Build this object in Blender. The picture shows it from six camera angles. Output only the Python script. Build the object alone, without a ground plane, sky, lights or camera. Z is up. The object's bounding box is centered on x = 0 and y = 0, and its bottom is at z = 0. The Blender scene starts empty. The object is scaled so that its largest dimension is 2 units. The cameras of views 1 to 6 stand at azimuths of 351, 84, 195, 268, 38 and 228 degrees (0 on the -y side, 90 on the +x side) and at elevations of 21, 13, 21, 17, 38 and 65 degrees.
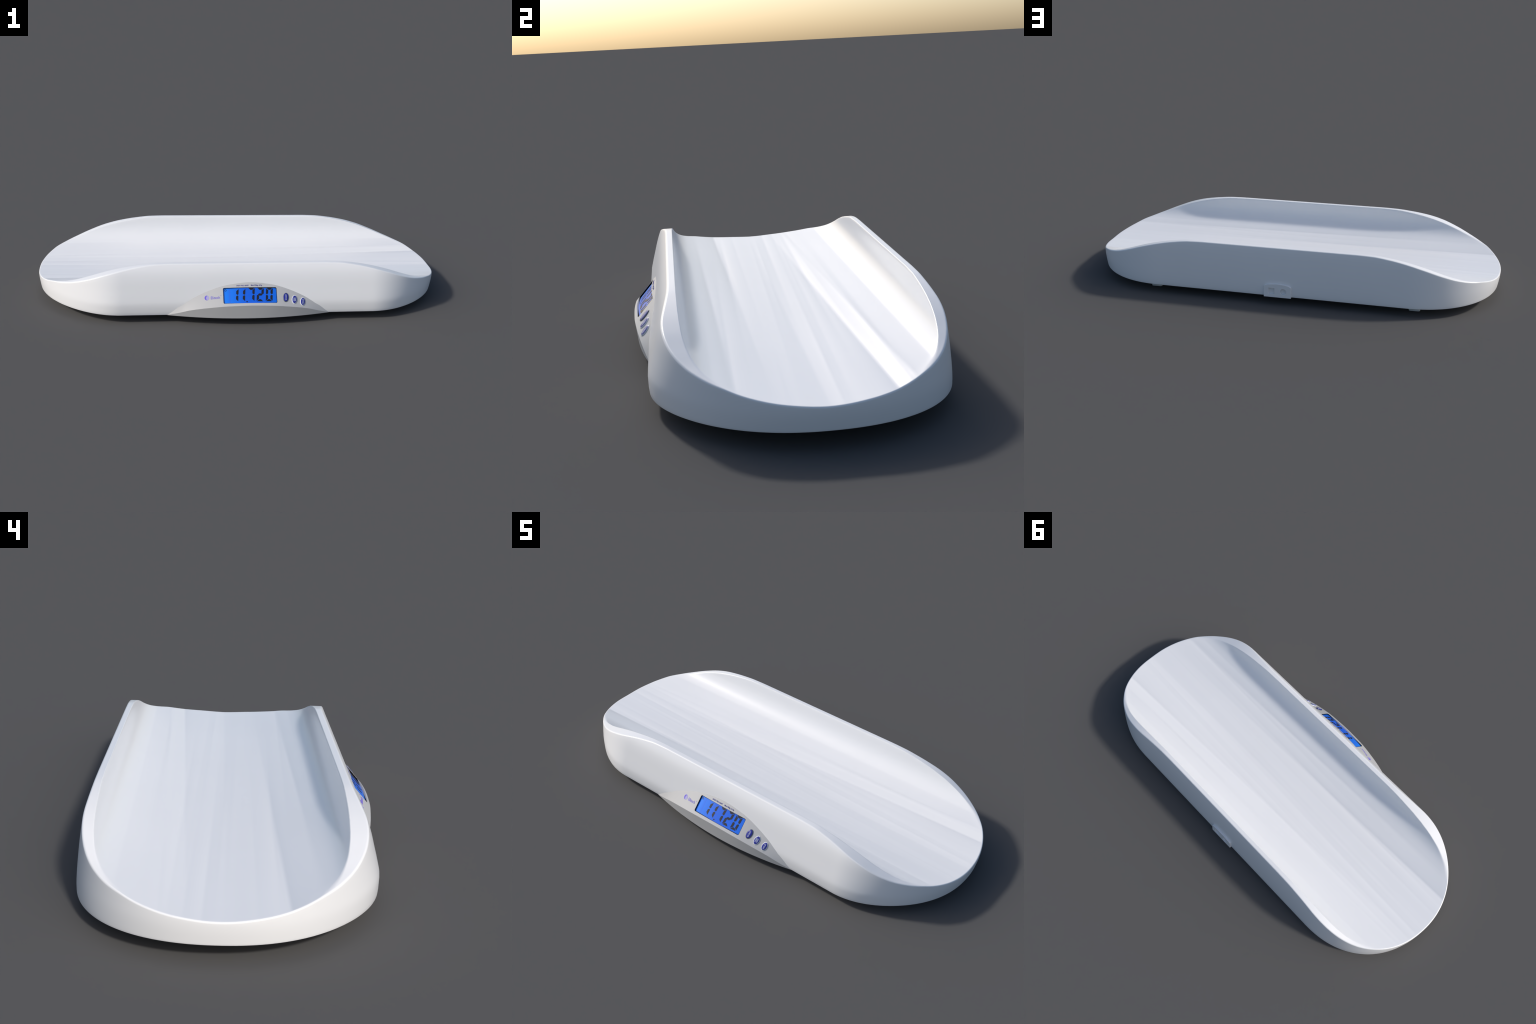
"""Electronic baby weighing scale: white moulded cradle with a grey control panel."""
import bpy, bmesh, math
import numpy as np
from mathutils import Vector

# ------------------------------------------------------------------ helpers
def pchip(xk, yk, x):
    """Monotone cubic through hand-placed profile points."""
    xk = np.asarray(xk, float); yk = np.asarray(yk, float)
    h = np.diff(xk); d = np.diff(yk) / h
    m = np.zeros_like(yk); m[0] = d[0]; m[-1] = d[-1]
    for i in range(1, len(yk) - 1):
        if d[i - 1] * d[i] > 0:
            w1 = 2 * h[i] + h[i - 1]; w2 = h[i] + 2 * h[i - 1]
            m[i] = (w1 + w2) / (w1 / d[i - 1] + w2 / d[i])
    x = np.clip(np.asarray(x, float), xk[0], xk[-1])
    i = np.clip(np.searchsorted(xk, x) - 1, 0, len(h) - 1)
    t = (x - xk[i]) / h[i]; t2 = t * t; t3 = t2 * t
    return ((2 * t3 - 3 * t2 + 1) * yk[i] + (t3 - 2 * t2 + t) * h[i] * m[i]
            + (3 * t2 - 2 * t3) * yk[i + 1] + (t3 - t2) * h[i] * m[i + 1])

def pchip_even(xk, yk, x):
    """Same, mirrored about zero so that the middle is smooth."""
    xk, yk = list(xk), list(yk)
    return pchip([-v for v in xk[:0:-1]] + xk, yk[:0:-1] + yk, x)

def material(name, color, rough=0.4, spec=0.5, coat=0.0, metallic=0.0):
    m = bpy.data.materials.new(name); m.use_nodes = True
    b = m.node_tree.nodes["Principled BSDF"]
    b.inputs["Base Color"].default_value = (*color, 1)
    b.inputs["Roughness"].default_value = rough
    b.inputs["Specular IOR Level"].default_value = spec
    b.inputs["Coat Weight"].default_value = coat
    b.inputs["Metallic"].default_value = metallic
    return m

def mottled(name, dark, light, scale, rough, spec=0.5):
    """Plain plastic with the faintest tone variation on Object coordinates."""
    m = material(name, light, rough, spec)
    nt = m.node_tree; b = nt.nodes["Principled BSDF"]
    tc = nt.nodes.new("ShaderNodeTexCoord")
    nz = nt.nodes.new("ShaderNodeTexNoise"); nz.inputs["Scale"].default_value = scale
    nz.inputs["Detail"].default_value = 3
    cr = nt.nodes.new("ShaderNodeValToRGB")
    cr.color_ramp.elements[0].position = 0.3; cr.color_ramp.elements[0].color = (*dark, 1)
    cr.color_ramp.elements[1].position = 0.7; cr.color_ramp.elements[1].color = (*light, 1)
    nt.links.new(tc.outputs["Object"], nz.inputs["Vector"])
    nt.links.new(nz.outputs["Fac"], cr.inputs["Fac"])
    nt.links.new(cr.outputs["Color"], b.inputs["Base Color"])
    return m

def mesh_object(name, verts, faces, mat, parent, smooth=True, sharp=None):
    me = bpy.data.meshes.new(name)
    me.from_pydata([tuple(map(float, v)) for v in verts], [], [tuple(f) for f in faces])
    me.validate()
    bm = bmesh.new(); bm.from_mesh(me)
    bmesh.ops.recalc_face_normals(bm, faces=bm.faces)
    bm.to_mesh(me); bm.free()
    me.materials.append(mat)
    me.polygons.foreach_set("use_smooth", [smooth] * len(me.polygons))
    if sharp is not None:
        me.set_sharp_from_angle(angle=math.radians(sharp))
    ob = bpy.data.objects.new(name, me)
    bpy.context.scene.collection.objects.link(ob)
    ob.parent = parent
    return ob

# ---------------------------------------------------------------- materials
WHITE = mottled("white_plastic", (0.785, 0.79, 0.80), (0.80, 0.805, 0.815), 3.0, 0.29)
GREY = mottled("grey_panel_plastic", (0.475, 0.475, 0.475), (0.49, 0.49, 0.49), 6.0, 0.45)
RUBBER = material("foot_rubber", (0.55, 0.58, 0.60), 0.7, 0.3)
BLACK = material("black_bezel", (0.004, 0.004, 0.005), 0.8, 0.1)
LCD_INK = material("lcd_segment_ink", (0.012, 0.013, 0.022), 0.35)
NAVY = material("button_navy", (0.018, 0.024, 0.27), 0.35)
SILVER = material("button_ring_silver", (0.72, 0.76, 0.80), 0.3)
DARK_RING = material("button_ring_dark", (0.10, 0.12, 0.14), 0.3)
LETTER_WHITE = material("button_lettering_white", (0.72, 0.78, 0.85), 0.5)
VIOLET = material("violet_print", (0.13, 0.09, 0.60), 0.5)
VIOLET_PALE = material("pale_violet_print", (0.36, 0.34, 0.62), 0.5)
INK_BLUE = material("blue_print", (0.06, 0.06, 0.30), 0.5)

def lcd_material():
    """Blue screen, backlight glow painted into the base colour, paler at left."""
    m = material("lcd_blue", (0.02, 0.14, 0.88), 0.3)
    nt = m.node_tree; b = nt.nodes["Principled BSDF"]
    tc = nt.nodes.new("ShaderNodeTexCoord")
    sp = nt.nodes.new("ShaderNodeSeparateXYZ")
    mr = nt.nodes.new("ShaderNodeMapRange")
    mr.inputs["From Min"].default_value = -0.127; mr.inputs["From Max"].default_value = 0.127
    cr = nt.nodes.new("ShaderNodeValToRGB"); e = cr.color_ramp.elements
    e[0].position = 0.0; e[0].color = (0.008, 0.22, 0.98, 1)
    e[1].position = 1.0; e[1].color = (0.008, 0.155, 0.80, 1)
    for pos, col in ((0.10, (0.010, 0.185, 0.84, 1)), (0.125, (0.022, 0.15, 0.80, 1)),
                     (0.14, (0.010, 0.185, 0.84, 1)), (0.40, (0.007, 0.118, 0.72, 1)),
                     (0.75, (0.007, 0.124, 0.74, 1))):
        k = cr.color_ramp.elements.new(pos); k.color = col
    nt.links.new(tc.outputs["Object"], sp.inputs[0])
    nt.links.new(sp.outputs["X"], mr.inputs["Value"])
    nt.links.new(mr.outputs["Result"], cr.inputs["Fac"])
    nt.links.new(cr.outputs["Color"], b.inputs["Base Color"])
    return m
LCD = lcd_material()

# --------------------------------------------------------------------- root
root = bpy.data.objects.new("baby_scale", None)
bpy.context.scene.collection.objects.link(root)
root["label"] = "white electronic baby scale with curved cradle and blue display"
root["category"] = "baby scale"

# ============================================================ cradle + housing
Z_BOTTOM = 0.040
RIM_TOP = 0.271
TRAY_Y = 0.0415                # centre line of the lying trough
# cross-section of the trough: distance from its centre line -> height
T_D = [0, .10, .18, .24, .28, .305, .320, .327, .331, .344, .37]
T_Z = [.1125, .1195, .1318, .1478, .1637, .1835, .2080, .2330, .2640, .34, .42]
# side view of the rim: distance from the middle -> height
H_X = [0, .36, .44, .52, .60, .68, .76, .84, .92, 1.01]
H_Z = [.271, .271, .2690, .2600, .2450, .2235, .1960, .1685, .1480, .1400]
# side walls (front / back): height -> y
W_Z = [.03, .055, .085, .12, .16, .20, .24, .271, .30]
W_F = [-.3752, -.3785, -.3787, -.3712, -.3600, -.3485, -.3330, -.3125, -.290]
W_B = [.4185, .4190, .4175, .4145, .4105, .4055, .3995, .3935, .387]
END_Y = 0.040                  # centre line of the rounded ends
STRAIGHT = 0.595               # half length of the straight side
END_POWER = 2.12               # fullness of the end arcs, front quarter
BACK_POWER = 2.20              # and back quarter

def wall_sides(z):
    return pchip(W_Z, W_F, z), pchip(W_Z, W_B, z)

def end_length(z):
    return pchip([.03, .05, .11, .30], [.986, .991, 1.0, 1.004], z)

# light and dark shading streaks, modelled into the tray: (y at middle, drift along x, slope step,
# reach, x at which it is strongest, length over which it fades)
SHADING_STREAKS = [(.165, .043, .360, .028, 1.0, 2.1), (.218, .043, -.240, .022, 1.0, 2.0), (-.100, .022, .260, .045, -1.0, 2.0),
           (.036, .006, .085, .030, 0.5, 1.6), (.306, .012, .200, .032, .3, 2.4),
           (.105, -.025, .090, .026, -.8, 1.3), (-.185, .010, .120, .032, .2, 1.5),
           (-.030, -.020, .090, .026, .8, 1.3), (.215, .030, .090, .018, -.9, 1.3)]
rng = np.random.default_rng(11)
for k in range(16):            # finer, fainter streaks between them
    SHADING_STREAKS.append((-.21 + .031 * k + rng.uniform(-.010, .010), rng.uniform(-.025, .025),
                    rng.choice([-1, 1, 1]) * rng.uniform(.08, .18), rng.uniform(.010, .020),
                    rng.uniform(-1, 1), rng.uniform(.9, 1.5)))
SUNK = 0.08                    # share of the streaks cut as grooves; the rest only bends the normals

def streak_normal_tilt(x, y):
    """Tilt of the tray normals that draws the bright and dark streaks."""
    s = np.zeros_like(np.asarray(x, float))
    for y0, drift, step, reach, xs, fade in SHADING_STREAKS:
        d = y - y0 - drift * x
        s = s + step * np.clip(1 - np.abs(x - xs) / fade, 0, 1) * np.clip(d / .006, -1, 1) * np.exp(-np.abs(d) / reach)
    return s * (1 - SUNK)

def tray_z(x, y):
    z = pchip_even(T_D, T_Z, y - TRAY_Y)
    for y0, drift, step, reach, xs, fade in SHADING_STREAKS:
        amp = SUNK * step * np.clip(1 - np.abs(x - xs) / fade, 0, 1)
        z = z - amp * reach * np.exp(-np.abs(y - y0 - drift * x) / reach)
    return z

def rim_z(x):
    return pchip(H_X, H_Z, np.abs(x))

def top_z(x, y, k=0.0035):
    """Trough scooped out of the rim surface, with a softened inner edge."""
    a, b = tray_z(x, y), rim_z(x)
    h = np.clip(k - np.abs(a - b), 0, None) / k
    return np.minimum(a, b) - h * h * k * 0.25

# columns round the plan outline: +x end, back side, -x end, front side
N_END, N_SIDE = 260, 150
th = np.linspace(-math.pi / 2, math.pi / 2, N_END, endpoint=False)
sx = np.linspace(STRAIGHT, -STRAIGHT, N_SIDE, endpoint=False)
KIND = np.concatenate([np.zeros(N_END), np.ones(N_SIDE), np.full(N_END, 2), np.full(N_SIDE, 3)]).astype(int)
PAR = np.concatenate([th, sx, th, sx])
NC = len(PAR)

def outline(z):
    z = np.broadcast_to(np.asarray(z, float), (NC,))
    yf, yb = wall_sides(z); b = yb - END_Y; flare = (END_Y - yf) - b
    L = end_length(z) - STRAIGHT
    rear = np.where(KIND == 0, np.sin(PAR) > 0, np.sin(PAR) < 0)
    pw = 2 / np.where(rear, BACK_POWER, END_POWER)
    c = np.clip(np.cos(PAR), 0, None) ** pw
    s = np.sign(np.sin(PAR)) * np.abs(np.sin(PAR)) ** pw
    w = np.clip(np.cos(PAR), 0, 1); w = 1 - w * w * (3 - 2 * w)   # front flare dies out round the corner
    y_end = END_Y + np.abs(s) * b
    y_end_f = END_Y - np.abs(s) * (b + flare * w)
    x = np.select([KIND == 0, KIND == 1, KIND == 2], [STRAIGHT + c * L, PAR, -STRAIGHT - c * L], -PAR)
    y = np.select([KIND == 0, KIND == 1, KIND == 2], [np.where(s > 0, y_end, y_end_f), yb, np.where(s < 0, y_end, y_end_f)], yf)
    return x, y

# height at which the wall meets the top surface
zc = np.full(NC, 0.15)
for _ in range(80):
    x, y = outline(zc)
    zc = 0.6 * zc + 0.4 * top_z(x, y)
corner = np.stack([*outline(zc), zc], 1)
spine = np.stack([np.clip(corner[:, 0], -STRAIGHT, STRAIGHT), np.full(NC, TRAY_Y)], 1)
inward = spine - corner[:, :2]
span = np.linalg.norm(inward, axis=1, keepdims=True)
unit = inward / span

rings = []
# underside, from the middle out to the bottom edge
zb = Z_BOTTOM + .009 * np.where((KIND == 0) | (KIND == 2), np.cos(PAR) ** 2, 0)   # ends lift a little
bx, by = outline(zb)
brim = np.stack([bx, by], 1)
for f in (0.0, 0.5, 0.9):
    p = spine + (brim - spine) * f
    rings.append(np.column_stack([p, zb]))
R0 = 0.002
for a in np.linspace(0, 90, 5):
    zz = zb + R0 * (1 - math.cos(math.radians(a)))
    x, y = outline(zz)
    n = unit * (1 - math.sin(math.radians(a))) * R0
    rings.append(np.column_stack([x + n[:, 0], y + n[:, 1], zz]))
# wall
R1 = 0.0055
z_lo = zb + R0; z_hi = zc - R1
for f in np.linspace(0, 1, 15)[1:]:
    zz = z_lo + (z_hi - z_lo) * f
    rings.append(np.column_stack([*outline(zz), zz]))
# rounded outer rim edge (quadratic curve wall -> corner -> top)
A = rings[-1]
bxy = corner[:, :2] + unit * R1
B = np.column_stack([bxy, top_z(bxy[:, 0], bxy[:, 1])])
split_ring = None
for i, t in enumerate(np.linspace(0, 1, 8)[1:]):
    rings.append((1 - t) ** 2 * A + 2 * t * (1 - t) * corner + t * t * B)
    if i == 3:
        split_ring = len(rings) - 1
# top surface, rings crowded towards the rim
NR = 150
for i in range(1, NR + 1):
    f = i / NR
    g = 0.55 * f ** 1.9 + 0.45 * f ** 1.15 if f < 1 else 1.0
    p = corner[:, :2] + unit * (R1 + (span - R1) * g)
    rings.append(np.column_stack([p, top_z(p[:, 0], p[:, 1])]))

def build_cradle():
    V = np.concatenate(rings); nr = len(rings)
    F = []; tag = []
    for r in range(nr - 1):
        for c in range(NC):
            d = (c + 1) % NC
            F.append((r * NC + c, r * NC + d, (r + 1) * NC + d, (r + 1) * NC + c))
            tag.append(0 if r < split_ring else 1)
    me = bpy.data.meshes.new("cradle_whole")
    me.from_pydata(V.tolist(), [], F)
    bm = bmesh.new(); bm.from_mesh(me)
    lay = bm.faces.layers.int.new("region")
    for f, t in zip(bm.faces, tag):
        f[lay] = t
    bmesh.ops.remove_doubles(bm, verts=bm.verts, dist=1e-5)
    bmesh.ops.recalc_face_normals(bm, faces=bm.faces)
    bm.normal_update()
    for region, name in ((0, "housing"), (1, "weighing_tray")):
        idx = {}; vs = []; ns = []; fs = []
        for f in bm.faces:
            if f[lay] != region:
                continue
            poly = []
            for v in f.verts:
                if v.index not in idx:
                    idx[v.index] = len(vs); vs.append(v.co[:]); ns.append(v.normal[:])
                poly.append(idx[v.index])
            fs.append(poly)
        m = bpy.data.meshes.new(name)
        m.from_pydata(vs, [], fs)
        m.polygons.foreach_set("use_smooth", [True] * len(fs))
        if region == 1:
            P = np.array(vs); N = np.array(ns)
            floor = np.clip((rim_z(P[:, 0]) - tray_z(P[:, 0], P[:, 1]) - .002) / .01, 0, 1)
            floor *= np.clip((np.abs(N[:, 2]) - .6) / .2, 0, 1)
            edge = np.zeros(len(P)); edge[np.abs(P[:, 2] - top_z(P[:, 0], P[:, 1])) < 1e-4] = 1
            N[:, 1] -= streak_normal_tilt(P[:, 0], P[:, 1]) * floor * edge * np.sign(N[:, 2])
            ns = (N / np.linalg.norm(N, axis=1, keepdims=True)).tolist()
        m.normals_split_custom_set_from_vertices(ns)
        m.materials.append(WHITE)
        ob = bpy.data.objects.new(name, m)
        bpy.context.scene.collection.objects.link(ob); ob.parent = root
    bm.free(); bpy.data.meshes.remove(me)
build_cradle()

# ======================================================================= feet
def foot_mesh():
    bm = bmesh.new()
    bmesh.ops.create_cube(bm, size=1.0)
    for v in bm.verts:
        k = .93 if v.co.z < 0 else 1.0
        v.co = (v.co.x * .056 * k, v.co.y * .056 * k, (v.co.z + .5) * .050 + .005)
    up = [e for e in bm.edges if abs(e.verts[0].co.z - e.verts[1].co.z) > .04]
    bmesh.ops.bevel(bm, geom=up, offset=0.008, segments=3, affect='EDGES', profile=0.5)
    me = bpy.data.meshes.new("rubber_foot"); bm.to_mesh(me); bm.free()
    me.materials.append(RUBBER)
    me.polygons.foreach_set("use_smooth", [True] * len(me.polygons))
    me.set_sharp_from_angle(angle=math.radians(40))
    return me
fm = foot_mesh()
for px, py in ((-.634, -.266), (.634, -.266), (-.634, .332), (.634, .332)):
    f = bpy.data.objects.new("rubber_foot", fm); f.location = (px, py, 0)
    bpy.context.scene.collection.objects.link(f); f.parent = root

# ============================================================== control panel
TIP = 0.387
PX = [0, .10, .20, .28, .34, TIP]
CREASE_Y = [-.4272, -.4250, -.4155, -.4025, -.3890, -.3765]
CREASE_Z = [.1032, .1000, .0886, .0730, .0540, .0405]
TOP_Y = [-.3452, -.3480, -.3560, -.3655, -.3735, -.3760]
TOP_Z = [.1900, .1800, .1515, .1170, .0810, .0415]
def panel_curves(x):
    a = np.abs(x)
    cre = (pchip_even(PX, CREASE_Y, a), pchip_even(PX, CREASE_Z, a))
    top = (pchip_even(PX, TOP_Y, a), pchip_even(PX, TOP_Z, a))
    bot = (-.4220 + .0455 * (a / TIP) ** 2, .0360 + .0035 * (a / TIP) ** 2)
    return cre, top, bot
def bulge(x):
    a = np.abs(x)
    return pchip([0, .08, .13, .25, .33, TIP], [.0065, .0065, .0065, .0055, .0030, .0], a)
def face_point(x, t):
    """Sloping front face: t = 0 at the crease, 1 at the arched top edge."""
    cre, top, _ = panel_curves(x)
    y = cre[0] + (top[0] - cre[0]) * t - bulge(x) * t
    z = cre[1] + (top[1] - cre[1]) * t
    return y, z
def face_y(x, z):
    cre, top, _ = panel_curves(x)
    t = float(np.clip((z - cre[1]) / (top[1] - cre[1]), 0, 1))
    return float(face_point(x, t)[0])
def face_normal(x, z, e=0.002):
    dx = Vector((2 * e, face_y(x + e, z) - face_y(x - e, z), 0))
    dz = Vector((0, face_y(x, z + e) - face_y(x, z - e), 2 * e))
    n = dx.cross(dz); n.normalize()
    return n if n.y < 0 else -n

def build_panel():
    cols = np.sin(np.linspace(-math.pi / 2, math.pi / 2, 141)) * 0.55 + np.linspace(-1, 1, 141) * 0.45
    cols = cols * (TIP - 0.0015)
    V = []; F = []; n = None
    for x in cols:
        cre, top, bot = panel_curves(x)
        loop = [(x, -.300, float(top[1]) - .001)]
        for t in np.linspace(1, 0, 22):
            y, z = face_point(x, t); loop.append((x, float(y), float(z)))
        for t in np.linspace(0, 1, 9)[1:]:
            loop.append((x, float(cre[0] + (bot[0] - cre[0]) * t), float(cre[1] + (bot[1] - cre[1]) * t)))
        loop.append((x, -.330, float(bot[1]) + .001))
        n = len(loop); V += loop
    for c in range(len(cols) - 1):
        for i in range(n):
            j = (i + 1) % n
            F.append((c * n + i, c * n + j, (c + 1) * n + j, (c + 1) * n + i))
    F.append(tuple(range(n))); F.append(tuple(range((len(cols) - 1) * n, len(cols) * n)))
    return mesh_object("control_panel", V, F, GREY, root, True, 28)
panel = build_panel()

# ---- display window frame: a along x, b up the slope, c outwards
D_O = Vector((0, -.3870, .1372))
D_A = Vector((1, 0, 0)); D_B = Vector((0, .6075, .7943)); D_C = Vector((0, -.7943, .6075))
DW, DH = 0.1272, 0.0386         # half sizes of the window
def disp(a, b, c):
    return D_O + D_A * a + D_B * b + D_C * c
def window(a, b, c):
    """Like disp, but c is measured from the gently curved panel face."""
    p = disp(a, b, 0)
    for _ in range(6):
        p = p + D_C * ((p.y - face_y(p.x, p.z)) * .7)
    return p + D_C * c

def rounded_rect(w, h, r, seg=6):
    pts = []
    for cx, cy, a0 in ((w - r, h - r, 0), (-w + r, h - r, 90), (-w + r, -h + r, 180), (w - r, -h + r, 270)):
        for k in range(seg + 1):
            a = math.radians(a0 + 90 * k / seg)
            pts.append((cx + r * math.cos(a), cy + r * math.sin(a)))
    return pts

def prism(name, outline2d, c0, c1, mat, parent, place, sharp=35):
    n = len(outline2d)
    V = [place(a, b, c0) for a, b in outline2d] + [place(a, b, c1) for a, b in outline2d]
    F = [tuple(range(n))[::-1], tuple(range(n, 2 * n))]
    F += [(i, (i + 1) % n, n + (i + 1) % n, n + i) for i in range(n)]
    return mesh_object(name, V, F, mat, parent, True, sharp)

cutter = prism("window_cutter", rounded_rect(DW, DH, .006), -.014, .05, BLACK, None, disp)
md = panel.modifiers.new("window", 'BOOLEAN'); md.operation = 'DIFFERENCE'; md.object = cutter; md.solver = 'EXACT'
bpy.context.view_layer.update()
dg = bpy.context.evaluated_depsgraph_get()
cut = bpy.data.meshes.new_from_object(panel.evaluated_get(dg))
panel.modifiers.clear()
old = panel.data; panel.data = cut; cut.name = "control_panel"
bpy.data.meshes.remove(old)
bpy.data.objects.remove(cutter)
cut.materials.clear(); cut.materials.append(GREY)
cut.polygons.foreach_set("material_index", [0] * len(cut.polygons))
cut.set_sharp_from_angle(angle=math.radians(28))

# black lining of the window, then the blue screen at its floor
SCREEN_C = -.0055
def lining():
    o = rounded_rect(DW - .0002, DH - .0002, .006); i = rounded_rect(DW - .0016, DH - .0016, .005)
    n = len(o); V = []; F = []
    V += [disp(a, b, -.013) for a, b in o] + [window(a, b, -.0006) for a, b in o]
    V += [window(a, b, -.0006) for a, b in i] + [disp(a, b, -.013) for a, b in i]
    for r in range(4):
        s = (r + 1) % 4
        F += [(r * n + k, r * n + (k + 1) % n, s * n + (k + 1) % n, s * n + k) for k in range(n)]
    return mesh_object("display_bezel", V, F, BLACK, panel, True, 35)
lining()
def build_screen():
    na, nb = 40, 10; V = []; F = []
    for back in (0, 1):
        for i in range(na + 1):
            for j in range(nb + 1):
                a = (2 * i / na - 1) * (DW - .0010); b = (2 * j / nb - 1) * (DH - .0010)
                V.append(window(a, b, SCREEN_C - .003 * back))
    n = (na + 1) * (nb + 1); q = nb + 1
    for i in range(na):
        for j in range(nb):
            k = i * q + j
            F.append((k, k + q, k + q + 1, k + 1)); F.append((n + k, n + k + 1, n + k + q + 1, n + k + q))
    rim = [i * q for i in range(na)] + [na * q + j for j in range(nb)]
    rim += [i * q + nb for i in range(na, 0, -1)] + [j for j in range(nb, 0, -1)]
    for u, v in zip(rim, rim[1:] + rim[:1]):
        F.append((u, v, n + v, n + u))
    mesh_object("display_screen", V, F, LCD, panel, True, 40)
build_screen()

# ---- seven-segment reading
SLANT = 0.085
def seg_place(a, b, c):
    return window(a + SLANT * b, b, c)
def segment(pts):
    prism("digit_segment", pts, SCREEN_C - .0005, SCREEN_C + .0006, LCD_INK, panel, seg_place, 40)
TH = .0106
def digit(x_left, width, y_bot, y_top, which):
    xl, xr = x_left, x_left + width
    ym = (y_bot + y_top) / 2; g = .0012; t = TH; k = .0040
    S = {
     'a': [(xl + g + .001, y_top), (xr - g - .001, y_top), (xr - t - g, y_top - t * .95), (xl + t + g, y_top - t * .95)],
     'd': [(xl + t + g, y_bot + t * .95), (xr - t - g, y_bot + t * .95), (xr - g - .001, y_bot), (xl + g + .001, y_bot)],
     'g': [(xl + k + g, ym), (xl + t, ym + t * .5), (xr - t, ym + t * .5), (xr - k - g, ym), (xr - t, ym - t * .5), (xl + t, ym - t * .5)],
     'f': [(xl, y_top - g - .001), (xl + t, y_top - t - g), (xl + t, ym + t * .5 + g * .6), (xl + t * .45, ym + g), (xl, ym + g + .003)],
     'b': [(xr, y_top - g - .001), (xr, ym + g + .003), (xr - t * .45, ym + g), (xr - t, ym + t * .5 + g * .6), (xr - t, y_top - t - g)],
     'e': [(xl, y_bot + g + .001), (xl, ym - g - .003), (xl + t * .45, ym - g), (xl + t, ym - t * .5 - g * .6), (xl + t, y_bot + t + g)],
     'c': [(xr, y_bot + g + .001), (xr - t, y_bot + t + g), (xr - t, ym - t * .5 - g * .6), (xr - t * .45, ym - g), (xr, ym - g - .003)],
    }
    for s in which:
        segment(S[s])
YB, YT = -.0290, .0372
PITCH = .0434; W = .0325
X0 = .0745
digit(X0, W, YB, YT, 'abcdef')
digit(X0 - PITCH, W, YB, YT, 'abged')
digit(X0 - 2 * PITCH, W, YB, YT, 'abc')
digit(X0 - 3 * PITCH - .001, W, YB, YT - .003, 'bc')
digit(X0 - 4 * PITCH + .0105, W, YB, YT - .003, 'bc')
def circle(cx, cy, rx, ry, n=28, rot=0.0):
    cr, sr = math.cos(rot), math.sin(rot)
    return [(cx + rx * math.cos(t) * cr - ry * math.sin(t) * sr, cy + rx * math.cos(t) * sr + ry * math.sin(t) * cr)
            for t in (2 * math.pi * i / n for i in range(n))]
prism("decimal_point", circle(-.0168, YB - .0012, .0034, .0030), SCREEN_C - .0005, SCREEN_C + .0006, LCD_INK, panel, window, 40)

def ring(name, cx, cy, ro, ri, c0, c1, mat, parent, place, n=28):
    o = circle(cx, cy, ro[0], ro[1], n); i = circle(cx, cy, ri[0], ri[1], n)
    V = [place(a, b, c0) for a, b in o] + [place(a, b, c1) for a, b in o]
    V += [place(a, b, c1) for a, b in i] + [place(a, b, c0) for a, b in i]
    F = []
    for r in range(4):
        s = (r + 1) % 4
        F += [(r * n + k, r * n + (k + 1) % n, s * n + (k + 1) % n, s * n + k) for k in range(n)]
    return mesh_object(name, V, F, mat, parent, True, 40)
ring("zero_symbol", -.1155, .0275, (.0046, .0050), (.0028, .0032), SCREEN_C - .0005, SCREEN_C + .0006, LCD_INK, panel, window)

# ---- things printed on or set into the sloping face
def face_frame(x0, z0):
    n = face_normal(x0, z0)
    o = Vector((x0, face_y(x0, z0), z0))
    a = Vector((1, 0, 0)); a = (a - n * a.dot(n)).normalized(); b = n.cross(a)
    if b.z < 0: b = -b
    return o, a, b, n
def on_face(x0, z0):
    """Place (a, b, c) on the curved face around a centre, c standing off along the normal."""
    o, a_, b_, n_ = face_frame(x0, z0)
    def place(a, b, c):
        p = o + a_ * a + b_ * b
        y = face_y(p.x, p.z)
        return Vector((p.x, y, p.z)) + n_ * c
    return place

def lettering(name, body, size, x0, z0, mat, place, rot=0.0, lift=.0007, width=1.0, shear=0.0, bold=0.0):
    cu = bpy.data.curves.new(name, 'FONT'); cu.body = body; cu.size = size
    cu.align_x = 'CENTER'; cu.align_y = 'CENTER'; cu.shear = shear; cu.offset = bold
    cu.space_line = 0.8; cu.resolution_u = 3
    ob = bpy.data.objects.new(name, cu); bpy.context.scene.collection.objects.link(ob)
    bpy.context.view_layer.update()
    dg = bpy.context.evaluated_depsgraph_get()
    me = bpy.data.meshes.new_from_object(ob.evaluated_get(dg))
    bpy.data.objects.remove(ob); bpy.data.curves.remove(cu)
    bm = bmesh.new(); bm.from_mesh(me)
    r = bmesh.ops.extrude_face_region(bm, geom=bm.faces[:])
    for v in r["geom"]:
        if isinstance(v, bmesh.types.BMVert):
            v.co.z = lift
    cr, sr = math.cos(rot), math.sin(rot)
    lo = [min(v.co[i] for v in bm.verts) for i in (0, 1)]; hi = [max(v.co[i] for v in bm.verts) for i in (0, 1)]
    mid = Vector(((lo[0] + hi[0]) / 2, (lo[1] + hi[1]) / 2, 0))
    for v in bm.verts:
        v.co -= mid
        x, y = v.co.x * width, v.co.y
        v.co = place(x * cr - y * sr, x * sr + y * cr, v.co.z)
    bmesh.ops.recalc_face_normals(bm, faces=bm.faces)
    bm.to_mesh(me); bm.free()
    me.materials.clear(); me.materials.append(mat)
    o = bpy.data.objects.new(name, me); bpy.context.scene.collection.objects.link(o); o.parent = panel
    return o

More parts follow.
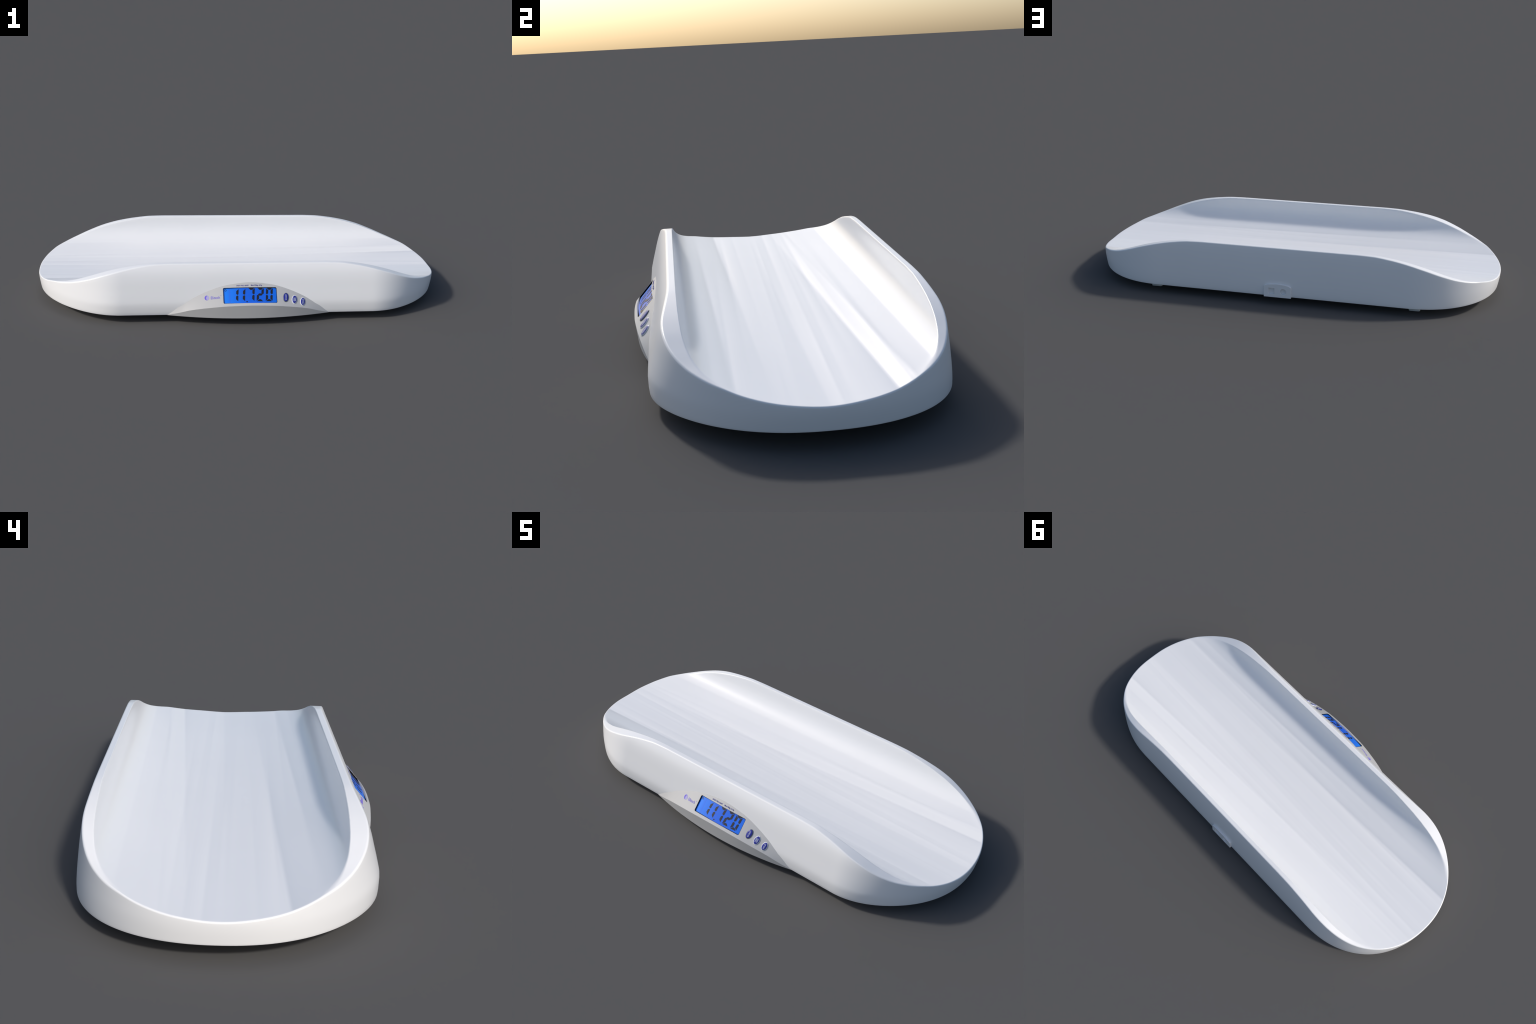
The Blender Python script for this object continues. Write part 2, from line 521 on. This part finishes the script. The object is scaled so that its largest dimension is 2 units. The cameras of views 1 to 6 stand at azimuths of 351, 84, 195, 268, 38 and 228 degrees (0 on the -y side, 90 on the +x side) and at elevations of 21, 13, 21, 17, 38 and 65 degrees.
# buttons
def button(x0, z0, rx, ry, ring_mat, rim):
    base = on_face(x0, z0); tilt = -0.10
    def place(a, b, c):
        return base(a - tilt * b, b, c)
    n = 48; V = []; F = []
    prof = [(1.0, -.003), (1.0, .0012), (.97, .0022), (.93, .0026), (rim, .0026), (rim - .02, .0018)]
    for s, c in prof:
        V += [place(a, b, c) for a, b in circle(0, 0, rx * s, ry * s, n)]
    for r in range(len(prof) - 1):
        F += [(r * n + k, r * n + (k + 1) % n, (r + 1) * n + (k + 1) % n, (r + 1) * n + k) for k in range(n)]
    F.append(tuple(range((len(prof) - 1) * n, len(prof) * n)))
    mesh_object("button_ring", V, F, ring_mat, panel, True, 40)
    V = []; F = []
    prof = [(rim - .005, .001), (rim - .005, .0026), (rim - .06, .0032), (rim - .30, .0037), (.02, .0039)]
    for s, c in prof:
        V += [place(a, b, c) for a, b in circle(0, 0, rx * s, ry * s, n)]
    for r in range(len(prof) - 1):
        F += [(r * n + k, r * n + (k + 1) % n, (r + 1) * n + (k + 1) % n, (r + 1) * n + k) for k in range(n)]
    F.append(tuple(range((len(prof) - 1) * n, len(prof) * n)))
    mesh_object("button", V, F, NAVY, panel, True, 40)
    return lambda a, b, c: place(a, b, c + .0034)
UP = math.radians(90)
p1 = button(.1697, .1262, .0136, .0226, DARK_RING, .88)
lettering("button_lettering", "O/UNIT", .0096, 0, 0, LETTER_WHITE, p1, UP, .0006, .86)
p2 = button(.2118, .1145, .0130, .0210, SILVER, .88)
lettering("button_lettering", "TARE/\nZERO", .0085, 0, 0, LETTER_WHITE, p2, UP, .0006, .86)
p3 = button(.2524, .1028, .0124, .0200, SILVER, .87)
lettering("button_lettering", "HOLD", .0100, 0, 0, LETTER_WHITE, p3, UP, .0006, .86)

# maker's mark and headings
lg = on_face(-.2035, .1262)
prism("logo_disc", circle(0, 0, .0108, .0116, 32), -.0005, .0005, VIOLET_PALE, panel, lg, 40)
cres = [(.0106 * math.cos(t), .0114 * math.sin(t)) for t in np.linspace(math.radians(75), math.radians(300), 24)]
cres += [(.0015 + .0052 * math.cos(t), -.001 + .0098 * math.sin(t)) for t in np.linspace(math.radians(285), math.radians(95), 16)]
prism("logo_crescent", cres, -.0004, .0009, VIOLET, panel, lg, 40)
lt = on_face(-.1640, .1295)
lettering("panel_lettering", "Elitech", .0195, 0, 0, VIOLET, lt, 0, .0006, .86)
lr = on_face(-.1382, .1385)
lettering("panel_lettering", "+", .0085, 0, 0, VIOLET, lr, 0, .0006)
ht = on_face(-.0345, .1778)
lettering("panel_lettering", "DIGIT PRO BABY", .0086, 0, 0, INK_BLUE, ht, 0, .0006, .92, bold=.0001)
hu = on_face(.0310, .1778)
lettering("panel_lettering", "Max=20kg, d=5g", .0086, 0, 0, INK_BLUE, hu, 0, .0006, .92, bold=.0001)

# =========================================================== socket block, back
def build_socket():
    hw, z0, zs, za = .0655, .0370, .0875, .1025
    pts = [(-hw, z0), (hw, z0), (hw, zs)]
    pts += [(hw * math.cos(t), zs + (za - zs) * math.sin(t)) for t in np.linspace(0, math.pi, 17)[1:-1]]
    pts += [(-hw, zs)]
    def place(a, b, c):
        return Vector((a, c - (b - z0) * .04 * (1 if c > .41 else 0), b))
    ob = prism("socket_block", pts, .380, .4275, WHITE, root, place)
    holes = [prism("hole", [(p[0] + .0285, p[1] + .0670) for p in rounded_rect(.0145, .0145, .0015, 3)], .416, .45, WHITE, None, lambda a, b, c: Vector((a, c, b))),
             prism("hole", circle(-.0285, .0665, .0145, .0145, 24), .416, .45, WHITE, None, lambda a, b, c: Vector((a, c, b)))]
    for h in holes:
        m = ob.modifiers.new("hole", 'BOOLEAN'); m.operation = 'DIFFERENCE'; m.object = h; m.solver = 'EXACT'
    bv = ob.modifiers.new("soft_edges", 'BEVEL'); bv.width = .0014; bv.segments = 2; bv.limit_method = 'ANGLE'
    bpy.context.view_layer.update()
    me = bpy.data.meshes.new_from_object(ob.evaluated_get(bpy.context.evaluated_depsgraph_get()))
    ob.modifiers.clear(); o2 = ob.data; ob.data = me; bpy.data.meshes.remove(o2); me.name = "socket_block"
    me.materials.clear(); me.materials.append(WHITE)
    me.polygons.foreach_set("material_index", [0] * len(me.polygons))
    me.polygons.foreach_set("use_smooth", [False] * len(me.polygons))
    for h in holes:
        bpy.data.objects.remove(h)
    # contacts inside the two sockets
    for cx in (.0285 - .005, .0285 + .005):
        prism("socket_contact", [(cx - .0015, .062), (cx + .0015, .062), (cx + .0015, .067), (cx - .0015, .067)], .414, .4185, WHITE, ob, lambda a, b, c: Vector((a, c, b)))
    prism("socket_pin", circle(-.0285, .0665, .0035, .0035, 16), .414, .4205, WHITE, ob, lambda a, b, c: Vector((a, c, b)))
build_socket()
